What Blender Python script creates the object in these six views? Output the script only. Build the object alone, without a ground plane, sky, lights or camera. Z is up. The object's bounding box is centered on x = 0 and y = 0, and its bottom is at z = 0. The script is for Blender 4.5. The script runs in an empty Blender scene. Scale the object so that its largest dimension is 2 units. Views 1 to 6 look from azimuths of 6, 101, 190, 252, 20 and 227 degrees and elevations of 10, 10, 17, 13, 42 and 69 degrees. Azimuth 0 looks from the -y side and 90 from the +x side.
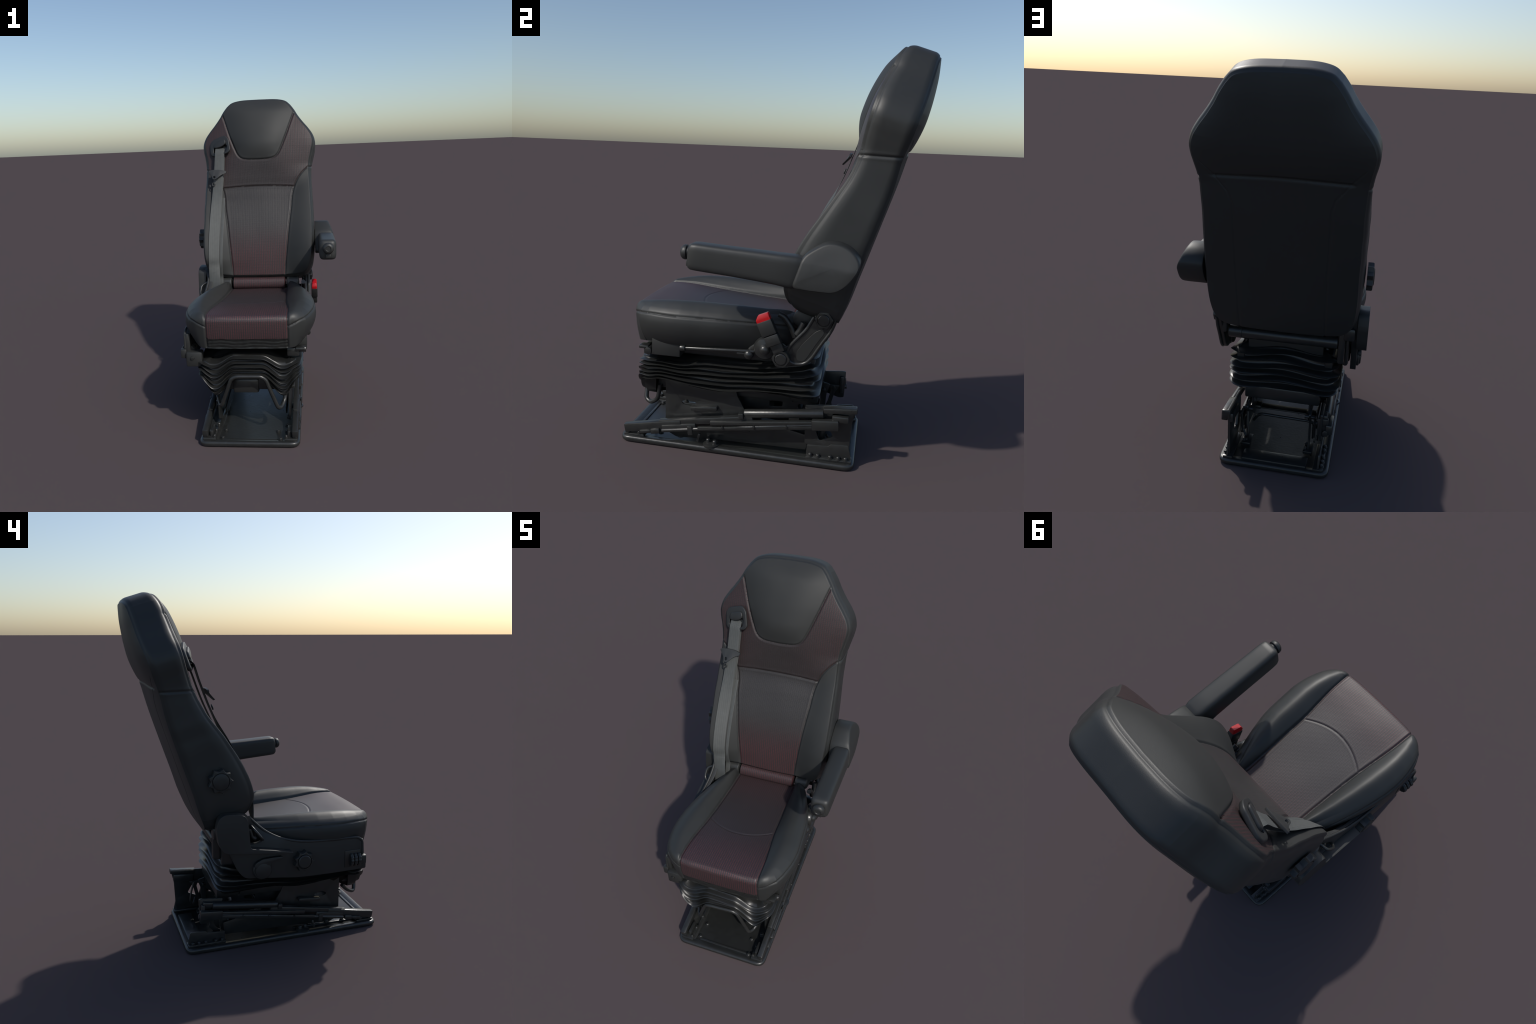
"""Suspension driver seat: upholstered backrest and cushion, bellows, scissor base."""
import bpy, bmesh, math
import numpy as np
from mathutils import Vector, Matrix

RNG = np.random.default_rng(7)
XC = -0.050                      # middle of the upholstery
XB = -0.053                      # middle of the base

# ------------------------------------------------------------------ materials
def new_mat(name):
    m = bpy.data.materials.new(name)
    m.use_nodes = True
    nt = m.node_tree
    b = nt.nodes["Principled BSDF"]
    return m, nt, b

def node(nt, kind, **kw):
    n = nt.nodes.new(kind)
    for k, v in kw.items():
        if k in n.inputs:
            n.inputs[k].default_value = v
        else:
            setattr(n, k, v)
    return n

def math_node(nt, op, a, b=None, c=None, clamp=False):
    n = nt.nodes.new("ShaderNodeMath")
    n.operation = op
    n.use_clamp = clamp
    for i, v in enumerate((a, b, c)):
        if v is None:
            continue
        if isinstance(v, (int, float)):
            n.inputs[i].default_value = v
        else:
            nt.links.new(v, n.inputs[i])
    return n.outputs[0]

def mix_col(nt, fac, a, b):
    n = nt.nodes.new("ShaderNodeMix")
    n.data_type = 'RGBA'
    for i, v in ((0, fac), (6, a), (7, b)):
        if isinstance(v, (int, float)):
            n.inputs[i].default_value = v
        elif isinstance(v, tuple):
            n.inputs[i].default_value = (*v, 1)
        else:
            nt.links.new(v, n.inputs[i])
    return n.outputs[2]

def surface_mat(name, col, rough, spec=0.5, grain=0.0, grain_scale=600, vary=0.12, vary_scale=9, metallic=0.0, coat=0.0, rough_vary=0.0):
    """plain surface with soft tone variation and a fine grain bump"""
    m, nt, b = new_mat(name)
    tc = nt.nodes.new("ShaderNodeTexCoord")
    n1 = node(nt, "ShaderNodeTexNoise", Scale=vary_scale, Detail=4.0)
    nt.links.new(tc.outputs["Object"], n1.inputs["Vector"])
    lo = tuple(c * (1 - vary) for c in col)
    hi = tuple(c * (1 + vary) for c in col)
    nt.links.new(mix_col(nt, n1.outputs["Fac"], lo, hi), b.inputs["Base Color"])
    b.inputs["Roughness"].default_value = rough
    if rough_vary:
        r = math_node(nt, 'MULTIPLY_ADD', n1.outputs["Fac"], rough_vary * 2, rough - rough_vary)
        nt.links.new(r, b.inputs["Roughness"])
    b.inputs["Specular IOR Level"].default_value = spec
    b.inputs["Metallic"].default_value = metallic
    b.inputs["Coat Weight"].default_value = coat
    if grain:
        n2 = node(nt, "ShaderNodeTexVoronoi", Scale=grain_scale)
        nt.links.new(tc.outputs["Object"], n2.inputs["Vector"])
        bp = node(nt, "ShaderNodeBump", Strength=grain, Distance=0.001)
        nt.links.new(n2.outputs["Distance"], bp.inputs["Height"])
        nt.links.new(bp.outputs["Normal"], b.inputs["Normal"])
    return m

BACK_TILT = math.radians(17.5)

def fabric_mat(name, mode):
    """dark weave carrying columns of small red dots, stronger or weaker by zone.
    mode 'back': rows run along the reclined backrest, 'seat': along the cushion."""
    m, nt, b = new_mat(name)
    tc = nt.nodes.new("ShaderNodeTexCoord")
    sep = nt.nodes.new("ShaderNodeSeparateXYZ")
    nt.links.new(tc.outputs["Object"], sep.inputs[0])
    X, Y, Z = sep.outputs
    if mode.startswith('seat'):
        along = math_node(nt, 'SUBTRACT', Z, Y)
    else:
        along = math_node(nt, 'ADD', math_node(nt, 'MULTIPLY', Y, math.sin(BACK_TILT)), math_node(nt, 'MULTIPLY', Z, math.cos(BACK_TILT)))
    pc, pr = 0.0123, 0.0098
    def wave(v, pitch):
        s = math_node(nt, 'SINE', math_node(nt, 'MULTIPLY', v, 2 * math.pi / pitch))
        return math_node(nt, 'MULTIPLY_ADD', s, 0.5, 0.5)
    col = math_node(nt, 'POWER', wave(X, pc), 2.0)
    row = math_node(nt, 'MULTIPLY_ADD', wave(along, pr), 0.6, 0.4)
    dots = math_node(nt, 'MULTIPLY', col, row)
    noise = node(nt, "ShaderNodeTexNoise", Scale=7.0, Detail=2.0)
    nt.links.new(tc.outputs["Object"], noise.inputs["Vector"])
    if mode == 'back':
        # red fades out half way up the middle panel
        s = math_node(nt, 'ADD', along, -0.30 * math.sin(BACK_TILT) - 0.70 * math.cos(BACK_TILT))
        amt = nt.nodes.new("ShaderNodeMapRange")
        amt.interpolation_type = 'SMOOTHSTEP'
        amt.inputs[1].default_value = 0.44
        amt.inputs[2].default_value = 0.16
        nt.links.new(s, amt.inputs[0])
        amt = math_node(nt, 'MULTIPLY_ADD', amt.outputs[0], 0.95, 0.05)
    elif mode == 'shoulder':
        # red is strongest towards the flanks of the head pillow
        ax = math_node(nt, 'ABSOLUTE', math_node(nt, 'SUBTRACT', X, XC))
        amt = nt.nodes.new("ShaderNodeMapRange")
        amt.interpolation_type = 'SMOOTHSTEP'
        amt.inputs[1].default_value = 0.02
        amt.inputs[2].default_value = 0.26
        nt.links.new(ax, amt.inputs[0])
        up = nt.nodes.new("ShaderNodeMapRange")
        up.interpolation_type = 'SMOOTHSTEP'
        up.inputs[1].default_value = 0.62 + 0.30 * math.sin(BACK_TILT) + 0.70 * math.cos(BACK_TILT)
        up.inputs[2].default_value = 0.98 + 0.30 * math.sin(BACK_TILT) + 0.70 * math.cos(BACK_TILT)
        nt.links.new(along, up.inputs[0])
        lift = math_node(nt, 'MULTIPLY_ADD', up.outputs[0], 0.75, 0.25)
        amt = math_node(nt, 'MULTIPLY_ADD', math_node(nt, 'MULTIPLY', amt.outputs[0], lift), 0.55, 0.10)
    else:
        amt = nt.nodes.new("ShaderNodeMapRange")
        amt.interpolation_type = 'SMOOTHSTEP'
        # behind the curved seam the red thins out, returning at the rear
        d = math_node(nt, 'ABSOLUTE', math_node(nt, 'ADD', Y, 0.22))
        amt.inputs[1].default_value = 0.08
        amt.inputs[2].default_value = 0.36
        nt.links.new(d, amt.inputs[0])
        amt = math_node(nt, 'MULTIPLY_ADD', amt.outputs[0], 0.65, 0.33)
        if mode == 'seat_rear':
            amt = math_node(nt, 'MULTIPLY', amt, 0.7)
    amt = math_node(nt, 'MULTIPLY', amt, math_node(nt, 'MULTIPLY_ADD', noise.outputs["Fac"], 0.5, 0.75))
    fac = math_node(nt, 'MULTIPLY', dots, amt, clamp=True)
    base = {'shoulder': (0.0255, 0.0222, 0.0222), 'back': (0.029, 0.0278, 0.0280)}.get(mode, (0.0215, 0.0205, 0.0215))
    ground = mix_col(nt, noise.outputs["Fac"], tuple(c * 0.9 for c in base), tuple(c * 1.1 for c in base))
    # overall warm cast of the red yarn between the dots
    warm = mix_col(nt, math_node(nt, 'MULTIPLY', amt, 0.55), ground, (0.0315, 0.0226, 0.0234))
    nt.links.new(mix_col(nt, fac, warm, (0.068, 0.0240, 0.028) if mode == 'shoulder' else (0.090, 0.0240, 0.029)), b.inputs["Base Color"])
    b.inputs["Roughness"].default_value = 0.50
    b.inputs["Specular IOR Level"].default_value = 0.65 if mode.startswith("seat") else 0.4
    bp = node(nt, "ShaderNodeBump", Strength=0.30, Distance=0.0013)
    fine = math_node(nt, 'ADD', math_node(nt, 'MULTIPLY', wave(X, 0.0041), wave(along, 0.0049)), math_node(nt, 'MULTIPLY', dots, 0.6))
    nt.links.new(fine, bp.inputs["Height"])
    nt.links.new(bp.outputs["Normal"], b.inputs["Normal"])
    return m

def belt_mat():
    m, nt, b = new_mat("belt_webbing")
    tc = nt.nodes.new("ShaderNodeTexCoord")
    sep = nt.nodes.new("ShaderNodeSeparateXYZ")
    nt.links.new(tc.outputs["Object"], sep.inputs[0])
    s = math_node(nt, 'SINE', math_node(nt, 'MULTIPLY', sep.outputs[0], 2 * math.pi / 0.011))
    n1 = node(nt, "ShaderNodeTexNoise", Scale=30.0, Detail=3.0)
    nt.links.new(tc.outputs["Object"], n1.inputs["Vector"])
    f = math_node(nt, 'MULTIPLY_ADD', s, 0.25, n1.outputs["Fac"], clamp=True)
    nt.links.new(mix_col(nt, f, (0.058, 0.063, 0.062), (0.082, 0.087, 0.085)), b.inputs["Base Color"])
    b.inputs["Roughness"].default_value = 0.6
    bp = node(nt, "ShaderNodeBump", Strength=0.3, Distance=0.001)
    w = math_node(nt, 'SINE', math_node(nt, 'MULTIPLY', sep.outputs[2], 2 * math.pi / 0.003))
    nt.links.new(w, bp.inputs["Height"])
    nt.links.new(bp.outputs["Normal"], b.inputs["Normal"])
    return m

LEATHER = surface_mat("dark_leather", (0.0275, 0.0288, 0.0280), 0.48, spec=0.48, grain=0.12, grain_scale=420, vary=0.1, vary_scale=6, rough_vary=0.05)
LEATHER_SOFT = surface_mat("soft_leather", (0.0275, 0.0286, 0.0279), 0.60, spec=0.42, grain=0.14, grain_scale=420, vary=0.1, vary_scale=6, rough_vary=0.05)
LEATHER_BACK = surface_mat("dark_leather_shell", (0.0255, 0.0268, 0.0262), 0.52, spec=0.45, grain=0.12, grain_scale=420, vary=0.08, vary_scale=5)
PLASTIC = surface_mat("dark_plastic", (0.022, 0.023, 0.0225), 0.45, spec=0.5, grain=0.08, grain_scale=900, vary=0.12)
PANEL = surface_mat("trim_plastic", (0.022, 0.023, 0.0225), 0.5, spec=0.5, grain=0.08, grain_scale=900, vary=0.1)
METAL = surface_mat("black_painted_steel", (0.020, 0.021, 0.0205), 0.32, spec=0.6, vary=0.25, vary_scale=25, rough_vary=0.10, grain=0.22, grain_scale=70)
RUBBER = surface_mat("bellows_rubber", (0.015, 0.0155, 0.015), 0.36, spec=0.6, vary=0.15, vary_scale=14)
STRIP = surface_mat("ribbed_webbing", (0.016, 0.0172, 0.0165), 0.45, vary=0.5, vary_scale=60)
GUIDE = surface_mat("belt_guide_plastic", (0.024, 0.0255, 0.026), 0.5, vary=0.1)
RED = surface_mat("red_plastic", (0.42, 0.006, 0.010), 0.3, spec=0.5, vary=0.15, vary_scale=40)
BELT = belt_mat()
F_BACK = fabric_mat("center_fabric", 'back')
F_SHOULDER = fabric_mat("shoulder_fabric", 'shoulder')
F_SEAT = fabric_mat("seat_fabric", 'seat')
F_SEAT_R = fabric_mat("seat_rear_fabric", 'seat_rear')

# ------------------------------------------------------------------ object helpers
ROOT = bpy.data.objects.new("driver_seat", None)
bpy.context.collection.objects.link(ROOT)
ROOT["label"] = "black leather truck driver seat with bellows suspension and armrest"
ROOT["category"] = "vehicle seat"

def link(name, me, mat, parent=None):
    ob = bpy.data.objects.new(name, me)
    bpy.context.collection.objects.link(ob)
    if mat is not None and not me.materials:
        me.materials.append(mat)
    ob.parent = parent or ROOT
    return ob

def finish_bm(name, bm, mat, parent=None, angle=35):
    bmesh.ops.recalc_face_normals(bm, faces=bm.faces[:])
    me = bpy.data.meshes.new(name)
    bm.to_mesh(me)
    bm.free()
    me.polygons.foreach_set("use_smooth", [True] * len(me.polygons))
    me.set_sharp_from_angle(angle=math.radians(angle))
    return link(name, me, mat, parent)

def from_data(name, V, F, mat, parent=None, angle=180, normals=None):
    me = bpy.data.meshes.new(name)
    me.from_pydata([tuple(v) for v in V], [], [tuple(int(i) for i in f) for f in F])
    me.polygons.foreach_set("use_smooth", [True] * len(me.polygons))
    if angle < 180:
        me.set_sharp_from_angle(angle=math.radians(angle))
    if normals is not None:
        me.normals_split_custom_set_from_vertices([tuple(n) for n in normals])
    return link(name, me, mat, parent)

def bevel_bm(bm, width, segs=2, min_angle=25):
    es = [e for e in bm.edges if len(e.link_faces) == 2 and e.calc_face_angle(0) > math.radians(min_angle)]
    if width > 0 and es:
        bmesh.ops.bevel(bm, geom=es, offset=width, segments=segs, affect='EDGES', profile=0.5, clamp_overlap=True)

def add_box(bm, c, size, rot=None):
    M = Matrix.Translation(c) @ (rot.to_4x4() if rot else Matrix()) @ Matrix.Diagonal((*size, 1))
    return bmesh.ops.create_cube(bm, size=1, matrix=M)["verts"]

def box(name, c, size, mat, parent=None, bevel=0.004, rot=None, segs=2):
    bm = bmesh.new()
    add_box(bm, c, size, rot)
    bevel_bm(bm, bevel, segs)
    return finish_bm(name, bm, mat, parent)

def bar(name, p, q, w, h, mat, parent=None, bevel=0.003):
    """square bar from p to q (w across x, h across the third direction)"""
    p, q = Vector(p), Vector(q)
    d = (q - p)
    L = d.length
    d.normalize()
    side = Vector((1, 0, 0)) if abs(d.x) < 0.9 else Vector((0, 1, 0))
    up = d.cross(side).normalized()
    side = up.cross(d).normalized()
    R = Matrix((side, d, up)).transposed()
    return box(name, (p + q) / 2, (w, L, h), mat, parent, bevel, R)

def fillet(pts, radii, n=6):
    """round the corners of a closed polygon"""
    out = []
    N = len(pts)
    for i in range(N):
        p = np.array(pts[i], float)
        a = np.array(pts[i - 1], float)
        b = np.array(pts[(i + 1) % N], float)
        r = radii[i] if isinstance(radii, (list, tuple)) else radii
        if r <= 0:
            out.append(p)
            continue
        da, db = a - p, b - p
        la, lb = np.linalg.norm(da), np.linalg.norm(db)
        k = min(r, la * 0.48, lb * 0.48)
        s, e = p + da / la * k, p + db / lb * k
        for j in range(n + 1):
            t = j / n
            out.append((1 - t) ** 2 * s + 2 * t * (1 - t) * p + t * t * e)
    return out

def extrude_poly(name, pts, x0, x1, mat, parent=None, bevel=0.004, segs=2, axis='x', holes=None, angle=35):
    """flat outline in the (y,z) plane (axis x), or (x,z) for axis y, or (x,y) for axis z, extruded"""
    def P(p, w):
        return {'x': (w, p[0], p[1]), 'y': (p[0], w, p[1]), 'z': (p[0], p[1], w)}[axis]
    bm = bmesh.new()
    if not holes:
        f = bm.faces.new([bm.verts.new(P(p, x0)) for p in pts])
        faces = [f]
    else:
        edges = []
        for loop in [pts] + holes:
            vs = [bm.verts.new(P(p, x0)) for p in loop]
            edges += [bm.edges.new((vs[i], vs[(i + 1) % len(vs)])) for i in range(len(vs))]
        faces = [g for g in bmesh.ops.triangle_fill(bm, edges=edges, use_beauty=True)["geom"] if isinstance(g, bmesh.types.BMFace)]
    r = bmesh.ops.extrude_face_region(bm, geom=faces)
    d = Vector(P((0, 0), x1 - x0))
    bmesh.ops.translate(bm, verts=[v for v in r["geom"] if isinstance(v, bmesh.types.BMVert)], vec=d)
    bmesh.ops.recalc_face_normals(bm, faces=bm.faces[:])
    if bevel > 0:
        es = [e for e in bm.edges if len(e.link_faces) == 2 and e.calc_face_angle(0) > math.radians(60)]
        bmesh.ops.bevel(bm, geom=es, offset=bevel, segments=segs, affect='EDGES', profile=0.5, clamp_overlap=True)
    return finish_bm(name, bm, mat, parent, angle)

def add_cyl(bm, p, q, r, seg=24, r2=None):
    p, q = Vector(p), Vector(q)
    d = q - p
    M = Matrix.Translation((p + q) / 2) @ d.to_track_quat('Z', 'Y').to_matrix().to_4x4()
    bmesh.ops.create_cone(bm, cap_ends=True, segments=seg, radius1=r, radius2=r if r2 is None else r2, depth=d.length, matrix=M)

def cyl(name, p, q, r, mat, parent=None, bevel=0.002, seg=24, r2=None):
    bm = bmesh.new()
    add_cyl(bm, p, q, r, seg, r2)
    bevel_bm(bm, bevel, 2, 50)
    return finish_bm(name, bm, mat, parent)

def lathe(name, origin, axis, prof, mat, parent=None, seg=32, star=None, angle=40):
    """profile (radius, height) turned about an axis; star(theta, r) may scale the radius"""
    axis = Vector(axis).normalized()
    R = axis.to_track_quat('Z', 'Y').to_matrix()
    V, F = [], []
    for (r, h) in prof:
        for i in range(seg):
            th = 2 * math.pi * i / seg
            rr = star(th, r) if star else r
            V.append(Vector(origin) + R @ Vector((rr * math.cos(th), rr * math.sin(th), h)))
    for j in range(len(prof) - 1):
        for i in range(seg):
            k = (i + 1) % seg
            F.append((j * seg + i, j * seg + k, (j + 1) * seg + k, (j + 1) * seg + i))
    F.append(tuple(range((len(prof) - 1) * seg, len(prof) * seg)))
    F.append(tuple(range(seg))[::-1])
    return from_data(name, V, F, mat, parent, angle)

def smooth_path(pts, r, n=6):
    out = [np.array(pts[0], float)]
    for i in range(1, len(pts) - 1):
        p, a, b = (np.array(pts[k], float) for k in (i, i - 1, i + 1))
        da, db = a - p, b - p
        la, lb = np.linalg.norm(da), np.linalg.norm(db)
        k = min(r, la * .49, lb * .49)
        s, e = p + da / la * k, p + db / lb * k
        for j in range(n + 1):
            t = j / n
            out.append((1 - t) ** 2 * s + 2 * t * (1 - t) * p + t * t * e)
    out.append(np.array(pts[-1], float))
    return out

def tube(name, pts, r, mat, parent=None, seg=14, fil=0.03):
    path = smooth_path(pts, fil)
    V, F = [], []
    up = None
    for i, p in enumerate(path):
        a, b = path[max(i - 1, 0)], path[min(i + 1, len(path) - 1)]
        d = Vector(b - a).normalized()
        if up is None:
            up = d.orthogonal().normalized()
        up = (up - d * up.dot(d)).normalized()
        s = d.cross(up)
        for k in range(seg):
            th = 2 * math.pi * k / seg
            V.append(Vector(p) + r * (math.cos(th) * up + math.sin(th) * s))
    for i in range(len(path) - 1):
        for k in range(seg):
            l = (k + 1) % seg
            F.append((i * seg + k, i * seg + l, (i + 1) * seg + l, (i + 1) * seg + k))
    F.append(tuple(range(seg))[::-1])
    F.append(tuple(range((len(path) - 1) * seg, len(path) * seg)))
    return from_data(name, V, F, mat, parent, 60)

def ribbon(name, path, widths, thick, mat, parent=None, across=(1, 0, 0), tilt=None):
    """thin strap following a path; across = width direction"""
    V, F = [], []
    n = len(path)
    for i, p in enumerate(path):
        p = Vector(p)
        d = (Vector(path[min(i + 1, n - 1)]) - Vector(path[max(i - 1, 0)])).normalized()
        ac = Vector(tilt[i] if tilt else across)
        ac = (ac - d * ac.dot(d)).normalized()
        nm = ac.cross(d).normalized()
        w = widths[i] if hasattr(widths, '__len__') else widths
        cols = 9
        for side in (1, -1):
            for k in range(cols):
                t = k / (cols - 1) * 2 - 1
                th = thick * (1 if abs(t) < 0.99 else 0.35)
                V.append(p + ac * (t * w / 2) + nm * (side * th / 2))
    m = 18
    for i in range(n - 1):
        a, b = i * m, (i + 1) * m
        ring = list(range(9)) + list(range(17, 8, -1))
        for k in range(m):
            l = (k + 1) % m
            F.append((a + ring[k], a + ring[l], b + ring[l], b + ring[k]))
    for a in (0, (n - 1) * m):
        F += [(a + k, a + k + 1, a + 9 + k + 1, a + 9 + k) for k in range(8)]
    ob = from_data(name, V, F, mat, parent, 60)
    bm = bmesh.new(); bm.from_mesh(ob.data)
    bmesh.ops.recalc_face_normals(bm, faces=bm.faces[:])
    bm.to_mesh(ob.data); bm.free()
    return ob

# ------------------------------------------------------------------ surface tools for the upholstery
def interp(x, table):
    xs, ys = zip(*table)
    return np.interp(x, xs, ys)

def smooth_interp(x, table):
    """monotone-ish smooth curve through control points (Catmull-Rom tangents)"""
    xs = np.array([t[0] for t in table], float)
    ys = np.array([t[1] for t in table], float)
    m = np.gradient(ys, xs)
    x = np.clip(np.asarray(x, float), xs[0], xs[-1])
    i = np.clip(np.searchsorted(xs, x) - 1, 0, len(xs) - 2)
    h = xs[i + 1] - xs[i]
    t = (x - xs[i]) / h
    return ((2 * t ** 3 - 3 * t ** 2 + 1) * ys[i] + (t ** 3 - 2 * t ** 2 + t) * h * m[i]
            + (-2 * t ** 3 + 3 * t ** 2) * ys[i + 1] + (t ** 3 - t ** 2) * h * m[i + 1])

def smoothstep(a, b, x):
    t = np.clip((x - a) / (b - a), 0, 1)
    return t * t * (3 - 2 * t)

def spline(pts, n):
    """n points evenly spaced along a Catmull-Rom curve through pts"""
    P = np.array(pts, float)
    ext = np.vstack([2 * P[0] - P[1], P, 2 * P[-1] - P[-2]])
    out = []
    for i in range(1, len(ext) - 2):
        for t in np.linspace(0, 1, 24, endpoint=False):
            a, b, c, d = ext[i - 1:i + 3]
            out.append(0.5 * (2 * b + (c - a) * t + (2 * a - 5 * b + 4 * c - d) * t * t + (3 * b - a - 3 * c + d) * t ** 3))
    out.append(P[-1])
    out = np.array(out)
    L = np.concatenate([[0], np.cumsum(np.linalg.norm(np.diff(out, axis=0), axis=1))])
    s = np.linspace(0, L[-1], n)
    return np.stack([np.interp(s, L, out[:, k]) for k in range(out.shape[1])], 1)

def poly_dist(P, poly, closed=True):
    """distance of 2D points to a polyline, and inside test"""
    Q = np.array(poly, float)
    A = Q
    B = np.roll(Q, -1, 0)
    if not closed:
        A, B = Q[:-1], Q[1:]
    d = np.full(len(P), 1e9)
    inside = np.zeros(len(P), bool)
    for a, b in zip(A, B):
        ab = b - a
        t = np.clip(((P - a) @ ab) / (ab @ ab), 0, 1)
        d = np.minimum(d, np.linalg.norm(P - a - t[:, None] * ab, axis=1))
        if closed:
            c = ((a[1] > P[:, 1]) != (b[1] > P[:, 1]))
            with np.errstate(divide='ignore', invalid='ignore'):
                xi = (b[0] - a[0]) * (P[:, 1] - a[1]) / (b[1] - a[1]) + a[0]
            inside ^= c & (P[:, 0] < xi)
    return d, inside

def split_tris(V, T, f):
    """cut triangles along f = 0; V rows are interpolated; returns V, T (faces lie wholly on one side)"""
    f = f.copy()
    f[np.abs(f) < 4e-4] = 0.0
    V = list(V)
    f = list(f)
    out = []
    cache = {}
    def cut(i, j):
        k = (min(i, j), max(i, j))
        if k not in cache:
            t = f[i] / (f[i] - f[j])
            cache[k] = len(V)
            V.append(V[i] * (1 - t) + V[j] * t)
            f.append(0.0)
        return cache[k]
    for t in T:
        s = [f[i] for i in t]
        if min(s) >= 0 or max(s) <= 0:
            out.append(t)
            continue
        for k in range(3):                       # rotate so that vertex 0 stands alone on its side
            a, b, c = t[k], t[(k + 1) % 3], t[(k + 2) % 3]
            fa, fb, fc = f[a], f[b], f[c]
            if fa != 0 and fb * fa <= 0 and fc * fa <= 0:
                break
        if fb == 0:
            p = cut(a, c)
            out += [(a, b, p), (b, c, p)]
        elif fc == 0:
            p = cut(a, b)
            out += [(a, p, c), (p, b, c)]
        else:
            p, q = cut(a, b), cut(a, c)
            out += [(a, p, q), (p, b, c), (p, c, q)]
    return np.array(V), out

def vertex_normals(V, T):
    T = np.array(T)
    n = np.cross(V[T[:, 1]] - V[T[:, 0]], V[T[:, 2]] - V[T[:, 0]])
    N = np.zeros_like(V)
    for k in range(3):
        np.add.at(N, T[:, k], n)
    return N / np.maximum(np.linalg.norm(N, axis=1), 1e-12)[:, None]

def grid_tris(rows, cols, off=0):
    T = []
    for j in range(rows - 1):
        for i in range(cols - 1):
            a = off + j * cols + i
            b, c, d = a + 1, a + cols, a + cols + 1
            T += [(a, b, d), (a, d, c)]
    return T

def weld(V, T, tol=1e-6):
    key = np.round(V[:, :3] / 2e-5).astype(np.int64)
    _, first, inv = np.unique(key, axis=0, return_index=True, return_inverse=True)
    inv = inv.reshape(-1)
    T2 = [tuple(inv[list(t)]) for t in T]
    ok = [i for i, t in enumerate(T2) if len(set(t)) == 3]
    return V[first], [T2[i] for i in ok], ok

def coons(B, Tp, L, R):
    """bilinear Coons patch from four boundary polylines; rows along L/R"""
    nv, nu = len(L), len(B)
    u = np.linspace(0, 1, nu)[None, :, None]
    v = np.linspace(0, 1, nv)[:, None, None]
    return ((1 - v) * B[None] + v * Tp[None] + (1 - u) * L[:, None] + u * R[:, None]
            - ((1 - u) * (1 - v) * B[0] + u * (1 - v) * B[-1] + (1 - u) * v * Tp[0] + u * v * Tp[-1]))

def inset_loop(Lp, d):
    """move a closed loop (counter-clockwise) inwards by d (scalar or per point)"""
    t = np.roll(Lp, -1, 0) - np.roll(Lp, 1, 0)
    t /= np.linalg.norm(t, axis=1)[:, None]
    nrm = np.stack([-t[:, 1], t[:, 0]], 1)
    for _ in range(3):                           # relax the normals at tight corners
        nrm = (np.roll(nrm, 1, 0) + 2 * nrm + np.roll(nrm, -1, 0)) / 4
    nrm /= np.linalg.norm(nrm, axis=1)[:, None]
    return Lp + nrm * (d if np.isscalar(d) else d[:, None])

def groove(d, depth, w):
    """sewn seam: a furrow with slightly raised lips"""
    return -depth * np.exp(-(d / w) ** 2) + 0.12 * depth * np.exp(-((d - 2.6 * w) / (1.3 * w)) ** 2)

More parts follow.
